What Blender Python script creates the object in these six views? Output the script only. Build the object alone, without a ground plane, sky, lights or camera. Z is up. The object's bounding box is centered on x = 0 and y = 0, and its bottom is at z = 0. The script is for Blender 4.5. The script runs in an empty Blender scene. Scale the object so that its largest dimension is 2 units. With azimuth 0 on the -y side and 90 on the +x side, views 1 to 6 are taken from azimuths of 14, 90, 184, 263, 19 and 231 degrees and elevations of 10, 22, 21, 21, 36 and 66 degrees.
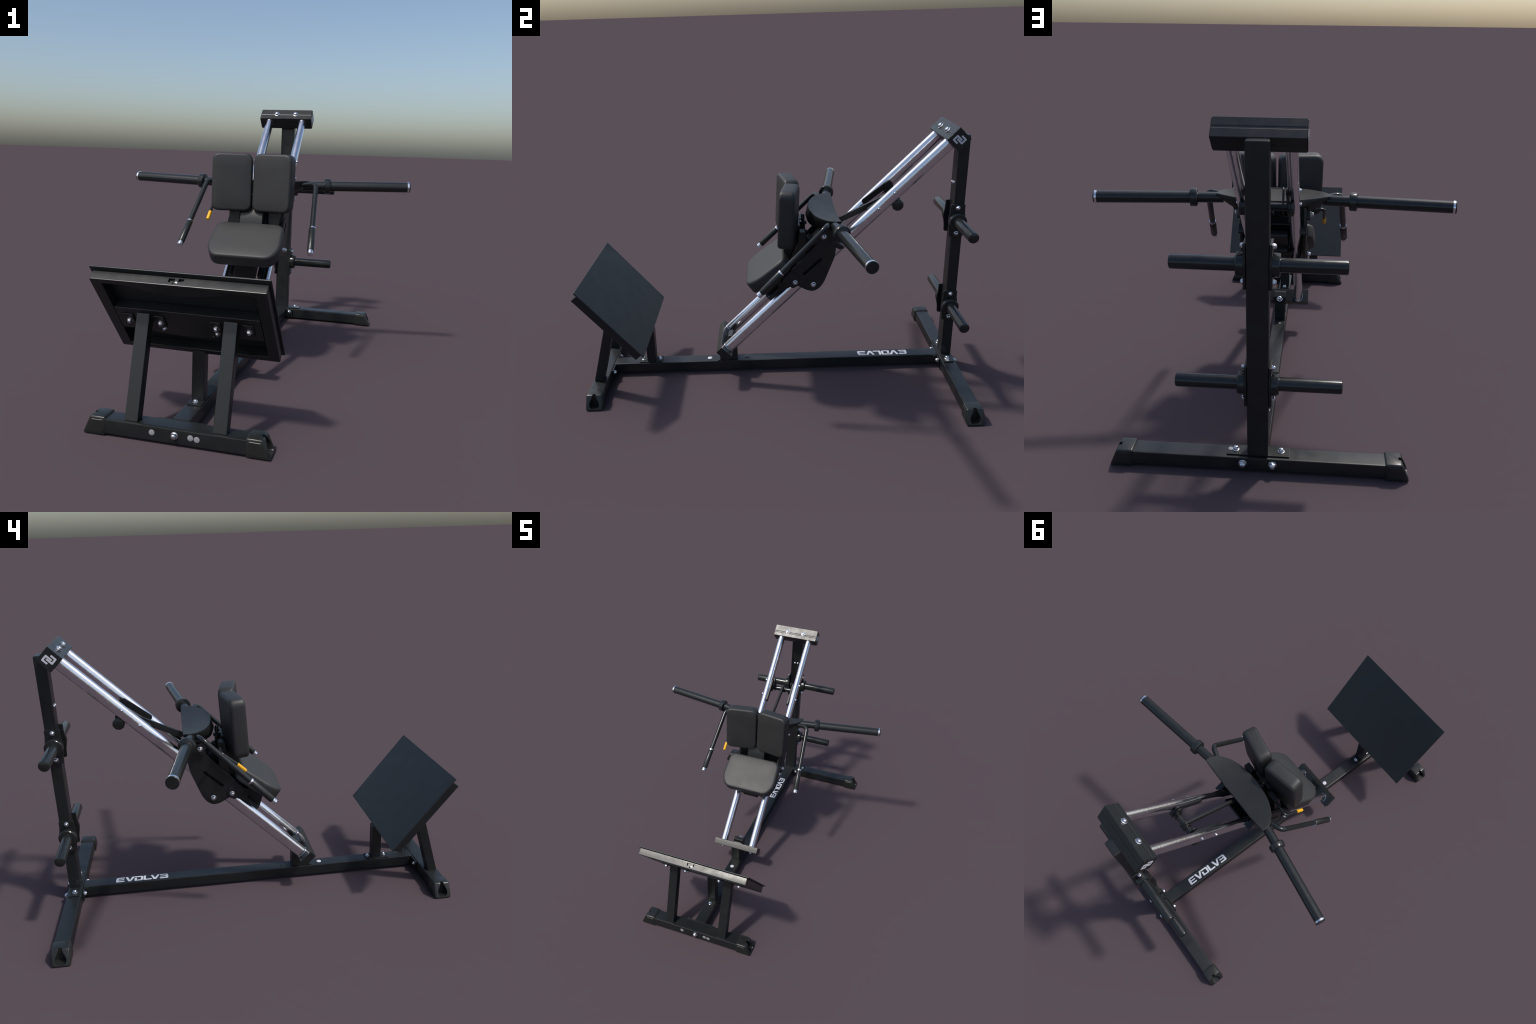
"""Plate-loaded hack squat machine: black powder-coated frame, chrome guide rails,
sliding carriage with vinyl seat and split back pads, foot platform, storage pegs."""
import bpy, bmesh, math, random
from mathutils import Vector, Matrix
random.seed(7)

# ------------------------------------------------------------------ materials
def _nodes(name):
    m = bpy.data.materials.new(name); m.use_nodes = True
    nt = m.node_tree; b = nt.nodes["Principled BSDF"]
    return m, nt, b

def _noise(nt, scale, detail=4, rough=.6):
    tc = nt.nodes.new("ShaderNodeTexCoord")
    n = nt.nodes.new("ShaderNodeTexNoise")
    n.inputs["Scale"].default_value = scale
    n.inputs["Detail"].default_value = detail
    n.inputs["Roughness"].default_value = rough
    nt.links.new(tc.outputs["Object"], n.inputs["Vector"])
    return n

def _ramp(nt, src, stops):
    r = nt.nodes.new("ShaderNodeValToRGB")
    e = r.color_ramp.elements
    while len(e) < len(stops): e.new(.5)
    for el, (p, c) in zip(e, stops):
        el.position = p
        el.color = (c if isinstance(c, tuple) else (c, c, c)) + (1,) if not isinstance(c, tuple) else c + (1,)
    nt.links.new(src, r.inputs["Fac"])
    return r

def _bump(nt, b, src, strength, dist):
    bp = nt.nodes.new("ShaderNodeBump")
    bp.inputs["Strength"].default_value = strength
    bp.inputs["Distance"].default_value = dist
    nt.links.new(src, bp.inputs["Height"])
    nt.links.new(bp.outputs["Normal"], b.inputs["Normal"])

def mat(name, c1, c2, nscale, rough, metal=0., spec=.5, bump=0., bscale=None, bdist=.001, coat=0.):
    m, nt, b = _nodes(name)
    n = _noise(nt, nscale)
    col = _ramp(nt, n.outputs["Fac"], [(.3, c1), (.7, c2)])
    nt.links.new(col.outputs["Color"], b.inputs["Base Color"])
    rr = _ramp(nt, n.outputs["Fac"], [(.3, rough[0]), (.7, rough[1])])
    nt.links.new(rr.outputs["Color"], b.inputs["Roughness"])
    b.inputs["Metallic"].default_value = metal
    b.inputs["Specular IOR Level"].default_value = spec
    b.inputs["Coat Weight"].default_value = coat
    if bump:
        _bump(nt, b, _noise(nt, bscale, 3).outputs["Fac"], bump, bdist)
    return m

M = {}
M['steel'] = mat("black_powder_coat", (.0105, .0125, .013), (.0135, .0155, .0158), 22, (.30, .40), spec=.52, bump=.04, bscale=900, bdist=.0004)
M['sheet'] = mat("black_foot_sheet", (.0125, .0165, .019), (.0150, .0185, .0205), 14, (.45, .55), spec=.5, bump=.06, bscale=700)
M['plate'] = mat("satin_black_plate", (.0095, .0105, .0105), (.012, .013, .013), 25, (.36, .46), spec=.5, bump=.08, bscale=700)
M['vinyl'] = mat("charcoal_vinyl", (.0285, .0290, .0290), (.0325, .0328, .0322), 12, (.50, .55), spec=.5, bump=.10, bscale=420, bdist=.0006)
M['rubber'] = mat("black_rubber", (.014, .0155, .0145), (.019, .020, .0185), 40, (.28, .37), spec=.5, bump=.05, bscale=500)
M['sleeve'] = mat("black_sleeve", (.013, .0155, .0155), (.017, .019, .019), 35, (.18, .26), spec=.5, bump=.015, bscale=400)
M['chrome'] = mat("polished_chrome", (.80, .80, .84), (.90, .90, .93), 20, (.14, .22), metal=1., bump=.30, bscale=90, bdist=.0015)
M['zinc'] = mat("zinc_bolt", (.62, .63, .66), (.82, .83, .86), 120, (.20, .34), metal=1., bump=.15, bscale=300)
M['mark'] = mat("pale_grey_marking", (.58, .59, .64), (.66, .67, .71), 60, (.42, .5), spec=.4)
M['yoke'] = mat("satin_charcoal_coat", (.0135, .0148, .0150), (.0158, .0170, .0170), 16, (.42, .50), spec=.5, bump=.04, bscale=600)
M['pad'] = mat("shade_darkened_pad_vinyl", (.0225, .0230, .0230), (.0260, .0263, .0258), 12, (.48, .54), spec=.5, bump=.10, bscale=420, bdist=.0006)  # seat vinyl darkened: occlusion shade on the pads tinted into the base colour
M['disc'] = mat("grey_hole_plug", (.24, .24, .255), (.33, .33, .345), 90, (.35, .45), spec=.5)
M['yellow'] = mat("yellow_grip", (.78, .40, .012), (.86, .46, .018), 50, (.4, .5), spec=.45)
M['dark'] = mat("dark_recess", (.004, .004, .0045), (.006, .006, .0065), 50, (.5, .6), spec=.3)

# ------------------------------------------------------------------ builders
ROOT = bpy.data.objects.new("hack_squat_machine", None)
bpy.context.scene.collection.objects.link(ROOT)
ROOT["label"] = "black hack squat machine with chrome rails and padded seat"
ROOT["category"] = "gym machine"

def finish(name, bm, m, parent=None, smooth=35, bevel=0., seg=2, weighted=True, bang=25):
    """Turn a bmesh in world coordinates into a named child object with its origin at its middle."""
    if bevel > 0:
        bmesh.ops.recalc_face_normals(bm, faces=bm.faces)
        es = [e for e in bm.edges if len(e.link_faces) == 2 and e.calc_face_angle(0) > math.radians(bang)]
        bmesh.ops.bevel(bm, geom=es, offset=bevel, segments=seg, profile=.5, affect='EDGES', clamp_overlap=True)
    bmesh.ops.recalc_face_normals(bm, faces=bm.faces)
    lo = Vector([min(v.co[i] for v in bm.verts) for i in range(3)])
    hi = Vector([max(v.co[i] for v in bm.verts) for i in range(3)])
    c = (lo + hi) / 2
    bmesh.ops.translate(bm, verts=bm.verts, vec=-c)
    me = bpy.data.meshes.new(name); bm.to_mesh(me); bm.free()
    me.materials.append(M[m])
    me.shade_smooth(); me.set_sharp_from_angle(angle=math.radians(smooth))
    ob = bpy.data.objects.new(name, me); ob.location = c
    bpy.context.scene.collection.objects.link(ob)
    if weighted and bevel > 0:
        w = ob.modifiers.new("weighted_normal", 'WEIGHTED_NORMAL'); w.keep_sharp = True
    adopt(ob, parent)
    return ob

def world(ob):
    """World matrix without needing a depsgraph update."""
    loc = Matrix.LocRotScale(ob.location, ob.rotation_euler, ob.scale)
    return world(ob.parent) @ ob.matrix_parent_inverse @ loc if ob.parent else loc

def adopt(ob, parent):
    p = parent or ROOT
    ob.parent = p
    ob.matrix_parent_inverse = world(p).inverted()

def mirror(ob, parent=None):
    """Copy of a part on the other side of the machine (x -> -x), sharing its mesh."""
    o = ob.copy(); bpy.context.scene.collection.objects.link(o)
    o.location = Vector((-ob.location.x, ob.location.y, ob.location.z))
    o.scale = (-ob.scale.x, ob.scale.y, ob.scale.z)
    e = ob.rotation_euler
    o.rotation_euler = (e.x, -e.y, -e.z)
    adopt(o, parent or (ob.parent if ob.parent else None))
    return o

def box_bm(x, y, z):
    bm = bmesh.new()
    bmesh.ops.create_cube(bm, size=1)
    for v in bm.verts:
        v.co = Vector((x[0] if v.co.x < 0 else x[1], y[0] if v.co.y < 0 else y[1], z[0] if v.co.z < 0 else z[1]))
    return bm

def box(name, x, y, z, m='steel', bevel=.004, parent=None, **k):
    return finish(name, box_bm(x, y, z), m, parent, bevel=bevel, **k)

def loft_bm(rings, caps=True, closed=False):
    bm = bmesh.new()
    vr = [[bm.verts.new(p) for p in r] for r in rings]
    n = len(vr[0])
    pairs = list(zip(vr, vr[1:])) + ([(vr[-1], vr[0])] if closed else [])
    for a, b in pairs:
        for i in range(n):
            j = (i + 1) % n
            bm.faces.new((a[i], a[j], b[j], b[i]))
    if caps and not closed:
        bm.faces.new(vr[0][::-1]); bm.faces.new(vr[-1])
    return bm

def prism_x(name, pts, x, m='steel', bevel=.003, parent=None, **k):
    """Side profile given as (y, z) points, extruded across x."""
    bm = loft_bm([[Vector((xx, p[0], p[1])) for p in pts] for xx in x])
    return finish(name, bm, m, parent, bevel=bevel, **k)

def frame_for(d):
    d = d.normalized()
    up = Vector((0, 0, 1)) if abs(d.z) < .95 else Vector((0, 1, 0))
    a = d.cross(up).normalized(); b = a.cross(d).normalized()
    return a, b

def lathe_bm(p, d, prof, n=28):
    """Revolve (distance along axis, radius) points about the axis from p along d."""
    p = Vector(p); d = Vector(d).normalized(); a, b = frame_for(d)
    rings = []
    for t, r in prof:
        rings.append([p + d * t + (a * math.cos(q) + b * math.sin(q)) * max(r, 1e-5)
                      for q in [2 * math.pi * i / n for i in range(n)]])
    return loft_bm(rings)

def lathe(name, p, d, prof, m, parent=None, n=28, **k):
    return finish(name, lathe_bm(p, d, prof, n), m, parent, **k)

def smooth_path(pts, radius, n=8):
    """Polyline with filleted corners."""
    P = [Vector(p) for p in pts]; out = [P[0]]
    for i in range(1, len(P) - 1):
        a = (P[i - 1] - P[i]); b = (P[i + 1] - P[i])
        r = min(radius, a.length * .45, b.length * .45)
        s, e = P[i] + a.normalized() * r, P[i] + b.normalized() * r
        for j in range(n + 1):
            t = j / n
            out.append(s * (1 - t) ** 2 + P[i] * 2 * t * (1 - t) + e * t * t)
    out.append(P[-1])
    return out

def tube_bm(path, r, n=16, flat=None):
    """Sweep a circle (or an ellipse with half-axes flat) along a path."""
    rings = []; prev = None
    for i, p in enumerate(path):
        d = (path[min(i + 1, len(path) - 1)] - path[max(i - 1, 0)]).normalized()
        if prev is None: a, b = frame_for(d)
        else:
            a = (prev - d * prev.dot(d)).normalized(); b = a.cross(d).normalized()
        prev = a
        ra, rb = flat or (r, r)
        rings.append([p + a * math.cos(2 * math.pi * k / n) * ra + b * math.sin(2 * math.pi * k / n) * rb for k in range(n)])
    return loft_bm(rings)

def round_poly(pts, r, n=6):
    """Fillet the corners of a closed 2D outline; r may be one radius or one per corner."""
    out = []; k = len(pts)
    for i in range(k):
        p = Vector(pts[i]); a = Vector(pts[i - 1]) - p; b = Vector(pts[(i + 1) % k]) - p
        rr = r[i] if isinstance(r, (list, tuple)) else r
        if rr <= 0: out.append(p); continue
        rr = min(rr, a.length * .48, b.length * .48)
        s, e = p + a.normalized() * rr, p + b.normalized() * rr
        for j in range(n + 1):
            t = j / n
            out.append(s * (1 - t) ** 2 + p * 2 * t * (1 - t) + e * t * t)
    return out

def cushion(name, outline, origin, ux, uy, thick, edge, m, parent=None, dome=.004, back=None):
    """Upholstered slab: outline (2D, convex), rounded upper edge, slightly domed face.
    ux, uy span the face, the face normal is ux x uy, thick goes backwards from it."""
    o, ux, uy = Vector(origin), Vector(ux).normalized(), Vector(uy).normalized()
    nz = ux.cross(uy).normalized()
    c = sum((Vector(p) for p in outline), Vector((0, 0))) / len(outline)
    size = min(abs(Vector(p).x - c.x) for p in outline if abs(Vector(p).y - c.y) < .02) if any(abs(Vector(p).y - c.y) < .02 for p in outline) else .1
    size = sum((Vector(p) - c).length for p in outline) / len(outline)
    def ring(inset, h):
        r = []
        for p in outline:
            q = Vector(p); dv = q - c
            q = c + dv * max(0, (dv.length - inset) / dv.length)
            r.append(o + ux * q.x + uy * q.y + nz * h)
        return r
    rings = []
    be = back or edge * .55
    for j in range(5):
        t = math.pi / 2 * j / 4
        rings.append(ring(be * (1 - math.sin(t)), -thick + be * (1 - math.cos(t))))
    for j in range(7):
        t = math.pi / 2 * j / 6
        rings.append(ring(edge * (1 - math.cos(t)), -edge + edge * math.sin(t)))
    for f in (.35, .55, .75, .9):
        rings.append(ring(edge + (size - edge) * (f - .25), dome * math.sin(min(1, (f - .25) / .35) * math.pi / 2)))
    bm = loft_bm(rings)
    return finish(name, bm, m, parent, smooth=60, weighted=False)

def boolean_cut(ob, cutter_bm):
    me = bpy.data.meshes.new("cutter"); bmesh.ops.recalc_face_normals(cutter_bm, faces=cutter_bm.faces)
    cutter_bm.to_mesh(me); cutter_bm.free()
    cu = bpy.data.objects.new("cutter", me); bpy.context.scene.collection.objects.link(cu)
    mods = [md for md in ob.modifiers]
    for md in mods: ob.modifiers.remove(md)
    b = ob.modifiers.new("cut", 'BOOLEAN'); b.object = cu; b.operation = 'DIFFERENCE'; b.solver = 'EXACT'
    dg = bpy.context.evaluated_depsgraph_get(); dg.update()
    new = bpy.data.meshes.new_from_object(ob.evaluated_get(dg))
    ob.modifiers.clear(); old = ob.data; ob.data = new; new.name = old.name
    bpy.data.meshes.remove(old); bpy.data.objects.remove(cu); bpy.data.meshes.remove(me)
    new.shade_smooth(); new.set_sharp_from_angle(angle=math.radians(35))
    if mods:
        w = ob.modifiers.new("weighted_normal", 'WEIGHTED_NORMAL'); w.keep_sharp = True

# one bolt mesh: washer, hexagon with domed top; local +z points out of the surface
def make_bolt():
    bm = bmesh.new()
    def add(prof, n):
        vr = [[bm.verts.new((r * math.cos(2 * math.pi * i / n), r * math.sin(2 * math.pi * i / n), t)) for i in range(n)] for t, r in prof]
        for a, b in zip(vr, vr[1:]):
            for i in range(n):
                bm.faces.new((a[i], a[(i + 1) % n], b[(i + 1) % n], b[i]))
        bm.faces.new(vr[0][::-1]); bm.faces.new(vr[-1])
    add([(-.004, .0112), (.0010, .0112), (.0016, .0104)], 20)
    add([(.0016, .0098), (.0060, .0098), (.0072, .0090)], 6)
    add([(.0070, .0082), (.0092, .0078), (.0112, .0062), (.0124, .0038), (.0128, .0012)], 16)
    bmesh.ops.recalc_face_normals(bm, faces=bm.faces)
    me = bpy.data.meshes.new("bolt"); bm.to_mesh(me); bm.free()
    me.materials.append(M['zinc']); me.shade_smooth(); me.set_sharp_from_angle(angle=math.radians(40))
    return me
BOLT = make_bolt()

def bolt(p, d, parent=None, s=1., name="bolt"):
    o = bpy.data.objects.new(name, BOLT)
    bpy.context.scene.collection.objects.link(o)
    o.location = p
    q = Vector((0, 0, 1)).rotation_difference(Vector(d).normalized())
    o.rotation_euler = (q @ Matrix.Rotation(random.uniform(0, 1), 3, 'Z').to_quaternion()).to_euler()
    o.scale = (s, s, s)
    adopt(o, parent)
    return o

def disc(p, d, r, parent, name="hole_plug"):
    return lathe(name, p, d, [(-.002, r), (.0008, r), (.0014, r * .9)], 'disc', parent, n=24)

# ------------------------------------------------------------------ base frame
BEAM_Z = (.006, .067)
rear = box("rear_base_beam", (-.51, .51), (.905, .980), BEAM_Z, bevel=.007)
front = box("front_base_beam", (-.30, .30), (-.983, -.905), BEAM_Z, bevel=.007)
spine = box("main_beam", (-.036, .036), (-.9055, .9055), (.011, .068), bevel=.005)

def foot_cap():
    """Rubber foot: sloped end, raised side panel, teardrop hollow in the end face."""
    w0, w1 = .0435, .0410
    prof = [(-.048, 0.), (.0475, 0.), (.016, .0735), (-.048, .0735)]
    bm = bmesh.new()
    vs = []
    for s in (-1, 1):
        vs.append([bm.verts.new((x, s * (w0 if z < .02 else w1), z)) for x, z in prof])
    for i in range(4):
        j = (i + 1) % 4
        bm.faces.new((vs[0][i], vs[0][j], vs[1][j], vs[1][i]))
    fa = bm.faces.new(vs[0][::-1]); fb = bm.faces.new(vs[1])
    bmesh.ops.recalc_face_normals(bm, faces=bm.faces)
    es = [e for e in bm.edges]
    bmesh.ops.bevel(bm, geom=es, offset=.007, segments=3, profile=.5, affect='EDGES', clamp_overlap=True)
    side = [f for f in bm.faces if abs(f.normal.y) > .95 and f.calc_area() > .001]
    bmesh.ops.inset_individual(bm, faces=side, thickness=.006, depth=0)
    bmesh.ops.inset_individual(bm, faces=side, thickness=.002, depth=.0016)
    ob = finish("foot_cap", bm, 'rubber', rear, smooth=40)
    tear = round_poly([(-.021, .009), (.021, .009), (.027, .034), (.009, .066), (.006, .09), (-.006, .09), (-.009, .066), (-.027, .034)], [.010, .010, .016, .01, .001, .001, .01, .016])
    boolean_cut(ob, loft_bm([[Vector((x, p[0], p[1])) for p in tear] for x in (.004, .08)]))
    return ob
cap0 = foot_cap()
cz = cap0.location.z; cx = cap0.location.x
def place_cap(ob, xc, yc, flip, parent):
    ob.location = (xc - cx * (-1 if not flip else 1) * -1 if False else (xc + (cx if not flip else -cx)), yc, cz)
    ob.scale = (-1 if flip else 1, 1, 1)
    adopt(ob, parent)
place_cap(cap0, .5385, .9415, False, rear)
for xc, yc, fl, par in ((-.5385, .9415, True, rear), (.325, -.9425, False, front), (-.325, -.9425, True, front)):
    c = cap0.copy(); bpy.context.scene.collection.objects.link(c)
    place_cap(c, xc, yc, fl, par)

# joints between spine and cross beams
jf = box("joint_flange", (-.100, .100), (-.905, -.897), (.012, .064), bevel=.0025, parent=spine)
jr = box("joint_flange", (-.082, .082), (.897, .905), (.012, .064), bevel=.0025, parent=spine)
for s in (-1, 1):
    bolt((s * .083, -.897, .046), (0, 1, 0), jf, 1.05)
    bolt((s * .060, .897, .046), (0, -1, 0), jr, 1.15)
    bolt((s * .058, .980, .041), (0, 1, 0), rear, 1.5)
    # weld gussets that flare into the front beam
    prism = [(-.897, .0), (-.85, .0)]
bolt((.004, -.983, .041), (0, -1, 0), front, 1.3)
for x, z in ((-.086, .041), (.067, .041), (.092, .038)):
    disc((x, -.983, z), (0, -1, 0), .0115, front)
disc((0, -.374, .068), (0, 0, 1), .0125, spine).data.materials[0] = M['mark']
lathe("dark_plug", (0, -.165, .068), (0, 0, 1), [(-.002, .012), (.001, .012), (.003, .008), (.0036, .002)], 'steel', spine, n=20)

# ------------------------------------------------------------------ upright
post = box("upright_post", (-.041, .041), (.917, .972), (.072, 1.291), bevel=.006)
pf = box("post_foot_plate", (-.122, .122), (.912, .967), (.0672, .0735), bevel=.002, parent=post)
for s in (-1, 1):
    bolt((s * .089, .938, .0735), (0, 0, 1), pf, 1.2)
    bolt((s * .011, .917, 1.048), (0, -1, 0), post, .7)
disc((.110, .936, .0735), (0, 0, 1), .0095, pf)

def storage(zc):
    half = .086
    pts = round_poly([(.9, zc + half), (.973, zc + half), (.973, zc + .045), (.982, zc), (.973, zc - .045),
                      (.973, zc - half), (.9, zc - half), (.9, zc - .045), (.890, zc), (.9, zc + .045)],
                     [.006, .006, .02, .02, .02, .012, .012, .02, .02, .02], 4)
    pl = prism_x("storage_bracket", pts, (.0412, .0512), 'plate', .0025, post, bang=40)
    bs = [bolt((.0512, .936, zc + d), (1, 0, 0), pl, 1.05) for d in (.068, -.066)]
    peg = lathe("storage_peg", (.05, .937, zc), (1, 0, 0),
                [(0, .044), (.002, .0445), (.024, .0435), (.0275, .0405), (.0285, .033), (.0290, .0262),
                 (.256, .0262), (.2605, .0250), (.2625, .022)], 'sleeve', pl, n=36)
    for o in (pl, peg) : pass
    pl2 = mirror(pl); 
    mirror(peg, pl2)
    for b in bs: mirror(b, pl2)
storage(.857); storage(.379)

# ------------------------------------------------------------------ head block
HC, HD = (.8775, 1.2935), .0575          # centre (y, z), half diagonal
def head_profile():
    """Square on its corner with a shallow groove along every face."""
    cs = [(0, 1), (-1, 0), (0, -1), (1, 0)]
    pts = []
    for i in range(4):
        a, b = Vector(cs[i]) * HD, Vector(cs[(i + 1) % 4]) * HD
        d = (b - a).normalized(); n = Vector((d.y, -d.x))
        if n.dot((a + b) / 2) < 0: n = -n
        L = (b - a).length; g = .62 if i == 0 else (.38 if i == 1 else .5)
        r = .002
        pts.append(a + d * r)
        for t, h in ((-.0065, 0), (-.0030, -.0014), (.0030, -.0014), (.0065, 0)):
            pts.append(a + d * (L * g + t) + n * h)
        pts.append(b - d * r)
    return [(HC[0] + p.x, HC[1] + p.y) for p in pts]
head = prism_x("head_block", head_profile(), (-.157, .157), 'steel', .0, smooth=12)
head_cap = prism_x("end_cap", round_poly([(HC[0], HC[1] + HD * .98), (HC[0] - HD * .98, HC[1]), (HC[0], HC[1] - HD * .98), (HC[0] + HD * .98, HC[1])], .008),
                   (.1572, .1605), 'plate', .001, head, bang=50)
mirror(head_cap, head)
fn = Vector((0, -1, 1)).normalized()
for s in (-1, 1):
    hb_ = bolt(Vector((s * .059, HC[0] - .0295, HC[1] + .0285)) + fn * .0005, fn, head, 1.45); hb_.scale.z = 1.0
prism_x("head_bracket", [(.925, 1.235), (.945, 1.235), (.945, 1.283), (.922, 1.300), (.905, 1.300)], (-.036, .036), 'steel', .002, head)

def badge(side):
    """Interlocking double-hook mark on the block ends."""
    e1 = Vector((0, 1, -1)).normalized() if side > 0 else Vector((0, -1, -1)).normalized()
    e2 = Vector((0, 1, 1)).normalized() if side > 0 else Vector((0, -1, 1)).normalized()
    S, w = .047, .0085
    def hook(flip):
        q = [(.0, .0), (.62, .0), (.62, w / S), (w / S, w / S), (w / S, .70 - w / S), (.72, .70 - w / S), (.72, .70), (.0, .70)]
        if flip: q = [(1 - a, 1 - b) for a, b in q]
        rr = [.10, .05, .05, .03, .03, .05, .05, .10]
        return round_poly(q, rr, 4)
    bm = bmesh.new()
    c = Vector((0, HC[0], HC[1]))
    for fl in (False, True):
        q = hook(fl)
        lay = []
        for h in (.1600, .1612):
            lay.append([bm.verts.new(c + Vector((side * h, 0, 0)) + e1 * (p.x - .5) * S * 1.05 + e2 * (p.y - .5) * S) for p in q])
        n = len(q)
        for i in range(n):
            bm.faces.new((lay[0][i], lay[0][(i + 1) % n], lay[1][(i + 1) % n], lay[1][i]))
        bm.faces.new(lay[0][::-1]); bm.faces.new(lay[1])
    finish("badge", bm, 'mark', head, weighted=False)
badge(1); badge(-1)

# ------------------------------------------------------------------ guide rails and lower crossbar
R0, R1 = Vector((0, -.258, .193)), Vector((0, .846, 1.266))
RD = (R1 - R0).normalized()                       # up along the rail
RN = Vector((0, -RD.z, RD.y))                     # above the rail
def rail_pt(s, h, x=0.):                          # s: metres along, h: metres above centre line
    return R0 + RD * s + RN * h + Vector((x, 0, 0))
RLEN = (R1 - R0).length
def stadium(w, d, n=40, p=2.25):
    """Flattened oval tube section (superellipse)."""
    out = []
    for i in range(n):
        t = 2 * math.pi * i / n; c, q = math.cos(t), math.sin(t)
        out.append((w / 2 * math.copysign(abs(c) ** (2 / p), c), d / 2 * math.copysign(abs(q) ** (2 / p), q)))
    return out
def rail_loft(sec, s0, s1, x):
    return loft_bm([[rail_pt(s, h, x + a) for a, h in sec] for s in (s0, s1)])
rail = finish("guide_rail", rail_loft(stadium(.046, .062), 0, RLEN, .103), 'chrome', None, smooth=50)
w1 = finish("rail_collar", rail_loft(stadium(.0485, .0645), -.004, .0035, .103), 'chrome', rail, bevel=.0012)
w2 = finish("rail_collar", rail_loft(stadium(.0475, .0635), RLEN - .0035, RLEN + .002, .103), 'chrome', rail, bevel=.0012)
rail2 = mirror(rail)
mirror(w1, rail2); mirror(w2, rail2)

cross = prism_x("lower_crossbar", [(-.2925, .2215), (-.3215, .1930), (-.2655, .1375), (-.2365, .1660)], (-.158, .158), 'steel', .003)
for s in (-1, 1):
    d = Vector((0, -.56, -.6))
    bolt(Vector((s * .103, -.290, .162)), -RD, cross, .9)
stub = prism_x("rail_foot", [(-.314, .0682), (-.217, .0682), (-.217, .200), (-.232, .214), (-.252, .205), (-.275, .190), (-.314, .188)], (-.029, .029), 'steel', .003)
prism_x("rail_foot_bracket", [(-.262, .180), (-.218, .160), (-.212, .205), (-.238, .228), (-.262, .222)], (-.033, .033), 'plate', .003, stub)
bolt((0, -.213, .195), (0, .85, .55), stub, 1.5)
box("rail_foot_plate", (-.033, .033), (-.326, -.312), (.0682, .073), 'plate', .002, stub)

# ------------------------------------------------------------------ foot platform
PT = Vector((0, -.9598, .6545)); PB = Vector((0, -.6615, .2910))
TU = (PT - PB).normalized(); TN = Vector((0, TU.z, -TU.y))
PL = (PT - PB).length
def fp(x, t, n): return PB + TU * t + TN * n + Vector((x, 0, 0))
def fbox(name, x, t, n, m='steel', bevel=.003, parent=None, **k):
    bm = box_bm((0, 1), (0, 1), (0, 1))
    for v in bm.verts:
        v.co = fp(x[int(v.co.x > .5)], t[int(v.co.y > .5)], n[int(v.co.z > .5)])
    return finish(name, bm, m, parent, bevel=bevel, **k)
plat = fbox("foot_platform", (-.347, .347), (0, PL), (-.007, 0), 'sheet', .0025)
ft0, ft1, fd = .0135, PL - .020, -.049
FW = .045
top_tube = fbox("platform_frame_tube", (-.337, .337), (ft1 - .025, ft1), (fd, -.0072), 'steel', .004, plat)
fbox("platform_frame_tube", (-.337, .337), (ft0, ft0 + .029), (fd, -.0072), 'steel', .004, plat)
for s in (-1, 1):
    x = sorted((s * .3375, s * (.3375 - FW)))
    fbox("platform_frame_tube", tuple(x), (ft0 + .025, ft1 - .021), (fd + .0006, -.0073), 'steel', .004, plat)
brace = fbox("platform_brace", (-.2915, .2915), (.150, .2825), (fd, -.0074), 'steel', .004, plat)
for base, mid in ((ft1 - .0245, .388), (.1505, .127)):      # bowed webs under the upper tube and under the brace
    arc = [(.195 * i / 10, mid + (base - .001 - mid) * (i / 10) ** 2) for i in range(-10, 11)]
    arc += [(-x, base + .004) for x, _ in arc]
    finish("stiffening_bow", loft_bm([[fp(x, t, n) for x, t in arc] for n in (fd + .0008, -.0075)]), 'steel', plat, bevel=.001, bang=60)
for xs in (.241, .113):
    for s in (-1, 1):
        tab = fbox("mount_tab", (s * xs - .021, s * xs + .021), (.188, .252), (-.0545, -.0488), 'plate', .002, plat)
        bolt(fp(s * xs, .215, -.0545), -TN, tab, 1.15)
        if xs < .2: bolt(fp(s * (xs - .004), .174, -.049), -TN, tab, .95)
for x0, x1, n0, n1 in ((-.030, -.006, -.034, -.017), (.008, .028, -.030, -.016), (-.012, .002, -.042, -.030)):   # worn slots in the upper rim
    cb = box_bm((0, 1), (0, 1), (0, 1))
    for v in cb.verts:
        v.co = fp((x0, x1)[int(v.co.x > .5)], (ft1 - .010, ft1 + .01)[int(v.co.y > .5)], (n0, n1)[int(v.co.z > .5)])
    boolean_cut(top_tube, cb)
fbox("rim_screw", (-.003, .006), (ft1 - .004, ft1 + .001), (-.036, -.029), 'zinc', .001, plat)

# platform legs
def leg_y(y0, z): return y0 + .28 * (z - .067)
def leg_top(y0, n):
    z = .3
    for _ in range(40):
        P = Vector((0, leg_y(y0, z), z)) - PB
        z += (n - P.dot(TN)) / (TN.z + .28 * TN.y)
    return (leg_y(y0, z), z)
lp = [(-.974, .0672), (-.925, .0672), leg_top(-.925, -.045), leg_top(-.974, -.045)]
leg = prism_x("platform_leg", lp, (.1485, .2025), 'steel', .004)
mirror(leg)
rl = prism_x("platform_leg", [(-.722, .0725), (-.673, .0725), (-.669, .262), (-.719, .290)], (-.027, .027), 'steel', .004)
rp = box("leg_foot_plate", (-.031, .031), (-.766, -.640), (.0682, .0738), 'plate', .002, rl)
bolt((0, -.744, .0738), (0, 0, 1), rp, 1.1); bolt((0, -.655, .0738), (0, 0, 1), rp, 1.1)

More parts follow.
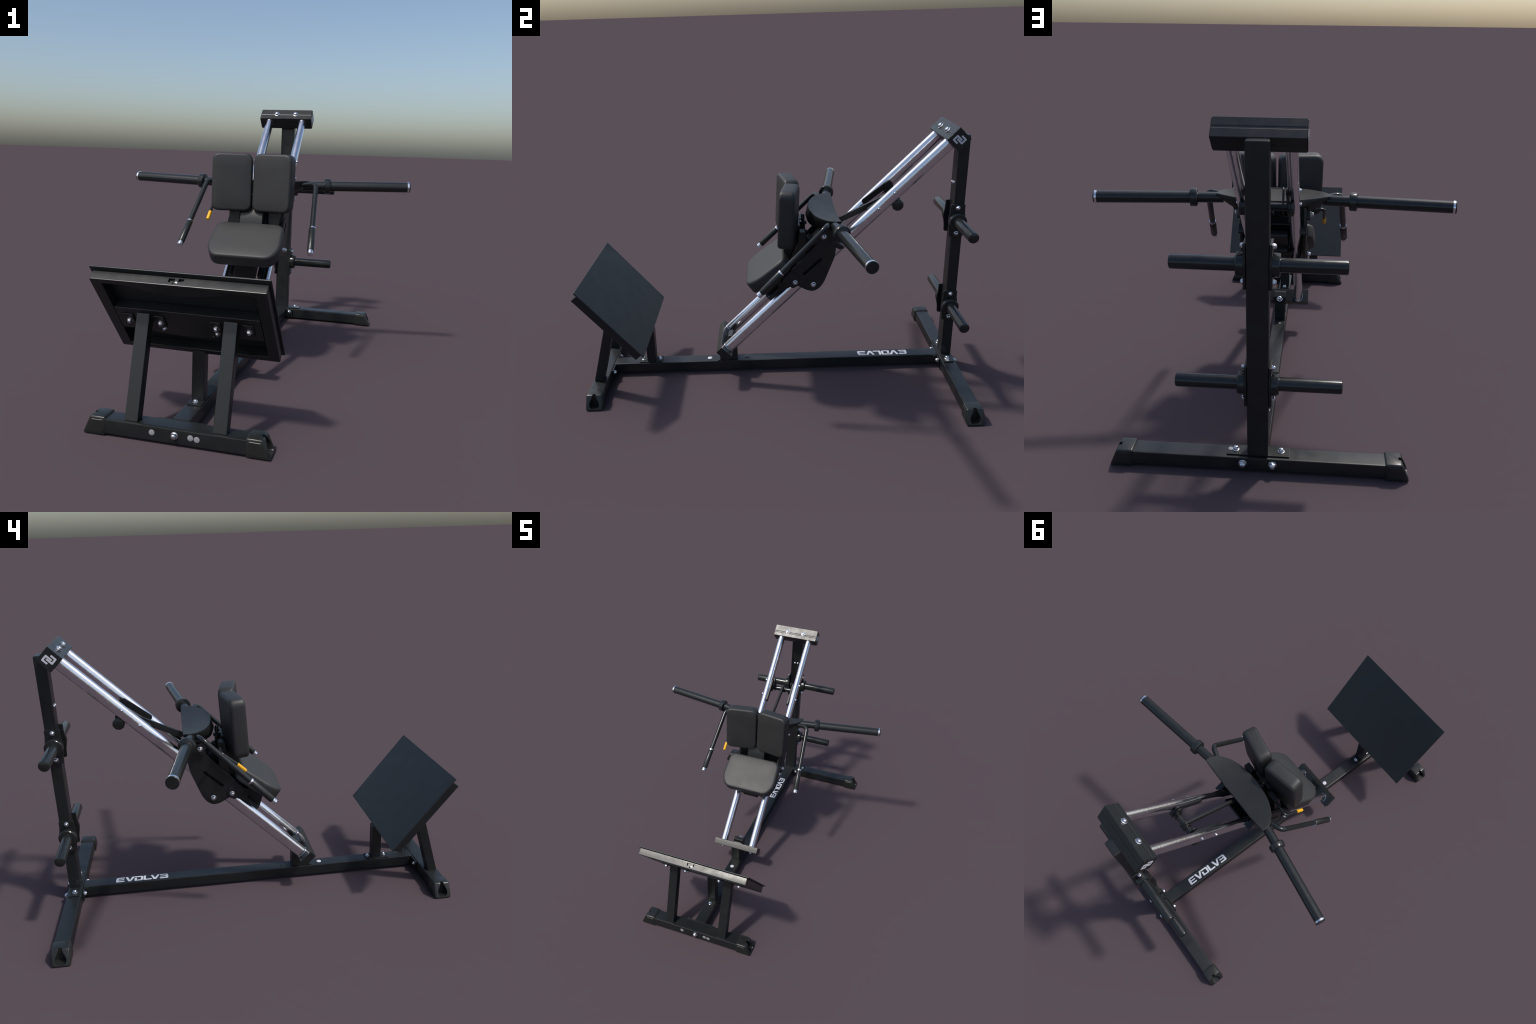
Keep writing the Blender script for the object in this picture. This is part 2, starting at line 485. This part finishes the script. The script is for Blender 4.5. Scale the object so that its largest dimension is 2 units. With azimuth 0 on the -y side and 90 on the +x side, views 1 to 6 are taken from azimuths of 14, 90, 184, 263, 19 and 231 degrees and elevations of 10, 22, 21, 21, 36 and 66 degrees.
# ------------------------------------------------------------------ carriage side plates
outl = [(.314, .790), (.304, .717), (.252, .583), (.230, .551), (.200, .533), (.168, .538), (.117, .566), (.090, .551),
        (.070, .567), (.036, .597), (.050, .617), (.097, .668), (.182, .756), (.222, .800), (.224, .868), (.300, .885)]
pr = [.02, .02, .04, .03, .03, .03, .006, .012, .01, .004, .004, .01, .01, .01, .012, .01]
side = prism_x("carriage_side_plate", round_poly(outl, pr, 5), (.137, .149), 'plate', .002, None, bang=45)
d = Vector((.099, .09)).normalized(); nn = Vector((-d.y, d.x))
a, b = Vector((.146, .629)), Vector((.238, .713))
slot = round_poly([a - nn * .008, b - nn * .007, b + nn * .007, a + nn * .008], .0075, 6)
boolean_cut(side, loft_bm([[Vector((x, p.x, p.y)) for p in slot] for x in (.12, .17)]))
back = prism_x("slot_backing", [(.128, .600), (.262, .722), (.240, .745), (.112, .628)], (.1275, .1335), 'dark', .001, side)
tab = prism_x("roller_tab", round_poly([(.117, .568), (.091, .553), (.038, .598), (.052, .616), (.086, .652), (.124, .612), (.126, .585)], [.008, .012, .004, .004, .004, .01, .01], 4),
              (.149, .155), 'plate', .002, side, bang=45)
stiff = prism_x("stiffener_rib", [(.094, .660), (.180, .748), (.188, .741), (.102, .653)], (.149, .153), 'plate', .0015, side)
ear = prism_x("hinge_ear", round_poly([(.226, .800), (.226, .862), (.268, .862), (.280, .815)], .008), (.149, .165), 'plate', .002, side, bang=45)
clampy = prism_x("rail_clamp", round_poly([(.279, .816), (.350, .775), (.345, .763), (.326, .760), (.276, .792)], .006), (.120, .152), 'plate', .002, side, bang=45)
bl = [bolt((.150, .197, .571), (1, 0, 0), side, 1.25), bolt((.156, .104, .588), (1, 0, 0), tab, 1.15), bolt((.166, .248, .834), (1, 0, 0), ear, 1.15)]
side2 = mirror(side)
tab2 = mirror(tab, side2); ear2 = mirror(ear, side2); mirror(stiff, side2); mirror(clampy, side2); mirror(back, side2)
for o, p in zip(bl, (side2, tab2, ear2)): mirror(o, p)

# runners that grip the rails, rollers below them, the tray between them
def rbox(name, x, s, h, m='plate', bevel=.003, parent=None, **k):
    bm = box_bm((0, 1), (0, 1), (0, 1))
    for v in bm.verts:
        v.co = rail_pt(s[int(v.co.y > .5)], h[int(v.co.z > .5)], x[int(v.co.x > .5)])
    return finish(name, bm, m, parent, bevel=bevel, **k)
tray = rbox("carriage_tray", (-.136, .136), (.475, .790), (.058, .072), 'plate', .003)
fr = rbox("rail_runner", (.064, .084), (.350, .480), (-.012, .046), 'plate', .003, tray); mirror(fr, tray)
run = rbox("rail_runner", (.074, .136), (.470, .725), (.0325, .0575), 'plate', .003, tray)
mirror(run, tray)
inner = rbox("rail_runner", (.070, .078), (.42, .74), (-.030, .0320), 'plate', .003, tray); mirror(inner, tray)
wheel = lathe("guide_wheel", (.112, .197, .571), (1, 0, 0), [(-.012, .004), (-.012, .024), (-.009, .027), (.009, .027), (.012, .024), (.012, .004)], 'rubber', tray, n=32)
mirror(wheel, tray)
rbox("tray_back_plate", (-.069, .069), (.50, .83), (-.020, -.008), 'plate', .003, tray)

# seat support
prism_x("seat_support", [(-.062, .520), (-.046, .462), (-.022, .435), (.010, .470), (.085, .560), (.070, .640)], (-.052, .052), 'plate', .004)
gus = prism_x("seat_gusset", round_poly([(.012, .575), (.026, .506), (.062, .545), (.072, .612)], .006), (.052, .092), 'plate', .003); mirror(gus)

# back support: core box between the rails, neck behind the seat, side panels
prism_x("carriage_core", round_poly([(.150, .790), (.175, .800), (.284, .664), (.274, .646), (.238, .572), (.200, .553), (.140, .585), (.100, .640)], [.004, .004, .014, .01, .02, .02, .01, .01], 4), (-.064, .064), 'plate', .003, None, bang=40)
lip = prism_x("core_lip", [(.272, .668), (.284, .664), (.276, .644), (.262, .650)], (.060, .092), 'plate', .002); mirror(lip)
prism_x("back_neck", round_poly([(.046, .668), (.082, .668), (.100, .735), (.140, .800), (.140, .860), (.112, .860), (.062, .765), (.048, .715)], [.004, .004, .03, .03, .006, .006, .03, .02], 5), (-.060, .060), 'plate', .006, None, bang=40, seg=3)
pan = prism_x("back_side_panel", round_poly([(.112, .670), (.160, .690), (.160, .850), (.128, .850), (.118, .760)], .006), (.078, .135), 'plate', .003); mirror(pan)
sp = lathe("adjuster_spindle", (-.010, .158, .740), (0, -.02, 1), [(0, .013), (.05, .013), (.052, .020), (.066, .020), (.068, .011), (.105, .011), (.107, .019), (.122, .019), (.124, .009), (.155, .009), (.160, .006)], 'sleeve', None, n=20)
for i in range(7):
    an = i * .9
    dd = Vector((math.cos(an), math.sin(an) * .8, .35))
    bm = tube_bm(smooth_path([Vector((-.010, .157, .800)), Vector((-.010, .157, .800)) + dd * .022, Vector((-.010, .157, .785)) + dd * .034], .01, 4), .004, 8)
    finish("spindle_tooth", bm, 'dark', sp, weighted=False)
ring = [Vector((.0 + .030 * math.cos(t) - .01, .150 + .030 * math.sin(t), .772 + .004 * math.sin(t))) for t in [2 * math.pi * i / 24 for i in range(25)]]
finish("spindle_clamp", tube_bm(ring, .0075, 10), 'sleeve', sp, weighted=False)

# ------------------------------------------------------------------ upholstery
sa = math.radians(36.5)
SU = Vector((0, math.cos(sa), math.sin(sa)))
seat_o = round_poly([(-.150, 0), (.150, 0), (.189, .070), (.178, .247), (-.178, .247), (-.189, .070)], [.055, .055, .07, .050, .050, .07], 10)
cushion("seat", seat_o, (0, -.1505, .5815), (1, 0, 0), SU, .071, .016, 'vinyl', dome=.003)
prism_x("seat_board", [(-.088, .527), (.078, .650), (.073, .657), (-.093, .534)], (-.095, .095), 'plate', .002)

th = math.radians(10.3)
PX = Vector((math.cos(th), -math.sin(th), 0))                       # outwards along the pad face
tilt = math.radians(3.0)
PY = Vector((0, 0, 1)); nrm = PX.cross(PY)
PY = (PY * math.cos(tilt) - nrm * math.sin(tilt)).normalized()
pad_o = round_poly([(-.003, 0), (.203, 0), (.203, .294), (-.003, .294)], .040, 8)
pad = cushion("back_pad", pad_o, (.003, .050, .7835), PX, PY, .078, .014, 'pad', dome=.003, back=.020)
mirror(pad)

# ------------------------------------------------------------------ horn wing, weight horns
def spline(tab, x):
    for (x0, y0), (x1, y1) in zip(tab, tab[1:]):
        if x <= x1: return y0 + (y1 - y0) * (x - x0) / (x1 - x0)
    return tab[-1][1]
YF = [(0, .183), (.06, .186), (.12, .197), (.16, .209), (.195, .227), (.222, .247), (.240, .270), (.250, .300)]
xs = sorted({sg * x for sg in (-1, 1) for x in (0, .04, .08, .12, .15, .18, .205, .225, .240, .250)})
def yoke_ring(drop, sx, sf, sr):
    """Bow-shaped outline; the upper face is flat in front and dishes down towards the middle of the rear edge."""
    fr = [Vector((x * sx, .27 + (spline(YF, abs(x)) - .27) * (sf if spline(YF, abs(x)) < .27 else 1), .9395 - drop)) for x in xs]
    re = [Vector((x * sx, .27 + .053 * sr, .913 + .028 * (x / .25) ** 2 - drop * .62)) for x in xs]
    return fr, re
def yoke():
    bm = bmesh.new(); loops = []
    for drop, sx, sf, sr in ((.076, .62, .98, .80), (.070, .70, 1.08, .88), (.042, .87, 1.17, 1.0), (.012, .985, 1.06, 1.03), (0, 1, 1, 1)):
        fr, re = yoke_ring(drop, sx, sf, sr)
        loops.append(([bm.verts.new(p) for p in fr], [bm.verts.new(p) for p in re]))
    n = len(xs)
    for (f0, r0), (f1, r1) in zip(loops, loops[1:]):
        A, B = f0 + r0[::-1], f1 + r1[::-1]
        for i in range(2 * n):
            j = (i + 1) % (2 * n)
            bm.faces.new((A[i], A[j], B[j], B[i]))
    for f, r in (loops[0], loops[-1]):
        for i in range(n - 1):
            bm.faces.new((f[i], f[i + 1], r[i + 1], r[i]))
    return bm
wing = finish("horn_yoke", yoke(), 'yoke', None, smooth=32, bevel=.0025, bang=38)
HP = Vector((.222, .2900, .9130)); HV = Vector((.77, .3775, .9235)) - HP
hl = HV.length
horn = lathe("weight_horn", HP, HV, [(0, .0235), (.113, .0235), (.114, .030), (.116, .0375), (.120, .0405), (.143, .0405), (.1475, .0375), (.149, .0275), (.150, .0262),
                                    (hl - .003, .0262)], 'sleeve', None, n=40)
e0 = HP + HV.normalized() * (hl - .006)
ringo = lathe("end_ring", e0, HV, [(0, .0262), (.0005, .0284), (.010, .0284), (.0105, .0272)], 'chrome', horn, n=36)
endc = lathe("end_cap", e0, HV, [(.009, .0272), (.0135, .0272), (.0155, .0252), (.0158, .006)], 'sleeve', horn, n=36)
horn2 = mirror(horn); mirror(ringo, horn2); mirror(endc, horn2)

# ------------------------------------------------------------------ hand grips
pathg = smooth_path([(.205, .270, .915), (.300, .242, .927), (.3235, .030, .716), (.3325, -.060, .6255)], .030, 10)
hb = finish("handle_bar", tube_bm(pathg, .0136, 18), 'sleeve', None, weighted=False)
g0, g1 = Vector((.3235, .0295, .7155)), Vector((.336, -.081, .6055)); gd = (g1 - g0)
gl = gd.length
grip = lathe("hand_grip", g0, gd, [(.002, .010), (.002, .0156), (.004, .0167), (gl - .022, .0167), (gl - .020, .0156)], 'rubber', hb, n=28)
gr = lathe("grip_ring", g0, gd, [(-.006, .0130), (-.006, .0166), (.002, .0171), (.0025, .013)], 'chrome', hb, n=28)
gc = lathe("grip_cap", g0, gd, [(gl - .021, .0145), (gl - .012, .0145), (gl - .0115, .0135), (gl - .010, .0150), (gl - .001, .0150), (gl + .002, .0125), (gl + .003, .004)], 'chrome', hb, n=28)
hb2 = mirror(hb)
for o in (grip, gr, gc): mirror(o, hb2)

# release lever with yellow sleeve, left side only
lev = finish("release_lever", tube_bm(smooth_path([(-.060, .142, .826), (-.150, .150, .829), (-.227, .158, .832), (-.2285, .075, .7640)], .022, 8), .0082, 14), 'sleeve', None, weighted=False)
lathe("lever_sleeve", (-.228, .081, .769), (-.001, -.040, -.0375), [(0, .0084), (.001, .0094), (.052, .0094), (.055, .0080), (.056, .003)], 'yellow', lev, n=20)

# ------------------------------------------------------------------ safety catch across the rails
shaft = lathe("catch_shaft", (-.100, .617, .972), (1, 0, 0), [(0, .016), (.2, .016)], 'sleeve', None, n=24)
knob = lathe("catch_stop", (.080, .619, .965), (1, 0, 0), [(0, .020), (.003, .028), (.020, .030), (.026, .027), (.029, .018)], 'rubber', shaft, n=9)
mirror(knob, shaft)
strap_pts = []
def bar(name, p0, p1, x, w, m='plate', parent=None, bevel=.002):
    """Flat round-ended bar in the side plane between two (y, z) points."""
    a, b = Vector(p0), Vector(p1); d = (b - a).normalized(); n = Vector((-d.y, d.x)); r = w / 2
    pts = [b + d * r * math.sin(t) + n * r * math.cos(t) for t in [math.pi * i / 8 for i in range(9)]]
    pts += [a - d * r * math.sin(t) - n * r * math.cos(t) for t in [math.pi * i / 8 for i in range(9)]]
    return prism_x(name, [(p.x, p.y) for p in pts], x, m, bevel, parent, bang=50)
st = bar("catch_strap", (.484, .938), (.602, 1.030), (.0735, .0855), .030, 'plate', shaft); mirror(st, shaft)
ar = bar("catch_strap", (.604, 1.028), (.620, .968), (.060, .0665), .040, 'plate', shaft); mirror(ar, shaft)
for y, z in ((.596, 1.035), (.521, .958)):
    bb = bolt((.1248, y, z), (1, 0, 0), shaft, .72); mirror(bb, shaft)
bar("catch_bar", (.613, .995), (.335, .862), (-.007, .007), .030, 'plate', shaft)
lathe("shaft_hub", (-.016, .617, .974), (1, 0, 0), [(0, .024), (.032, .024)], 'plate', shaft, n=20)

# ------------------------------------------------------------------ lettering on the main beam
def letter(pts):
    return pts
GL = {  # outlines on a 1.35 x 1 cell
 'E': [[(.12, 0), (1.22, 0), (1.30, .20), (.36, .20), (.40, .41), (1.18, .41), (1.22, .59), (.40, .59), (.40, .80), (1.22, .80), (1.26, 1), (.22, 1), (.06, .86), (0, .14)]],
 'V': [[(.46, 0), (.86, 0), (1.36, 1), (1.02, 1), (.67, .30), (.34, 1), (0, 1)]],
 'O': [[(.0, 0), (1.08, 0), (1.24, .14), (1.26, .86), (1.10, 1), (.0, 1), (.0, .80), (.95, .80), (.93, .20), (.34, .20), (.34, .62), (.0, .62)]],
 'L': [[(.0, .0), (1.18, 0), (1.24, .22), (.34, .22), (.34, 1), (.0, 1)]],
}
GL['3'] = [[(1.30 - x, y) for x, y in GL['E'][0]][::-1]]
def lettering(word, y0, y1, h, xc, z):
    adv = {'E': 1.38, 'V': 1.36, 'O': 1.34, 'L': 1.04, '3': 1.30}
    total = sum(adv[c] for c in word); k = (y0 - y1) / total
    cur = 0
    for ch in word:
        bm = bmesh.new()
        for pts in GL[ch]:
            lay = [[bm.verts.new((xc + (py - .5) * h, y0 - (cur + px) * k, zz)) for px, py in pts] for zz in (z, z + .0009)]
            n = len(pts)
            for i in range(n):
                bm.faces.new((lay[0][i], lay[0][(i + 1) % n], lay[1][(i + 1) % n], lay[1][i]))
            bm.faces.new(lay[0][::-1]); bm.faces.new(lay[1])
        bm.normal_update(); bmesh.ops.triangulate(bm, faces=bm.faces)
        finish("letter", bm, 'mark', spine, weighted=False)
        cur += adv[ch]
lettering("EVOLV3", .736, .458, .043, 0., .0678)
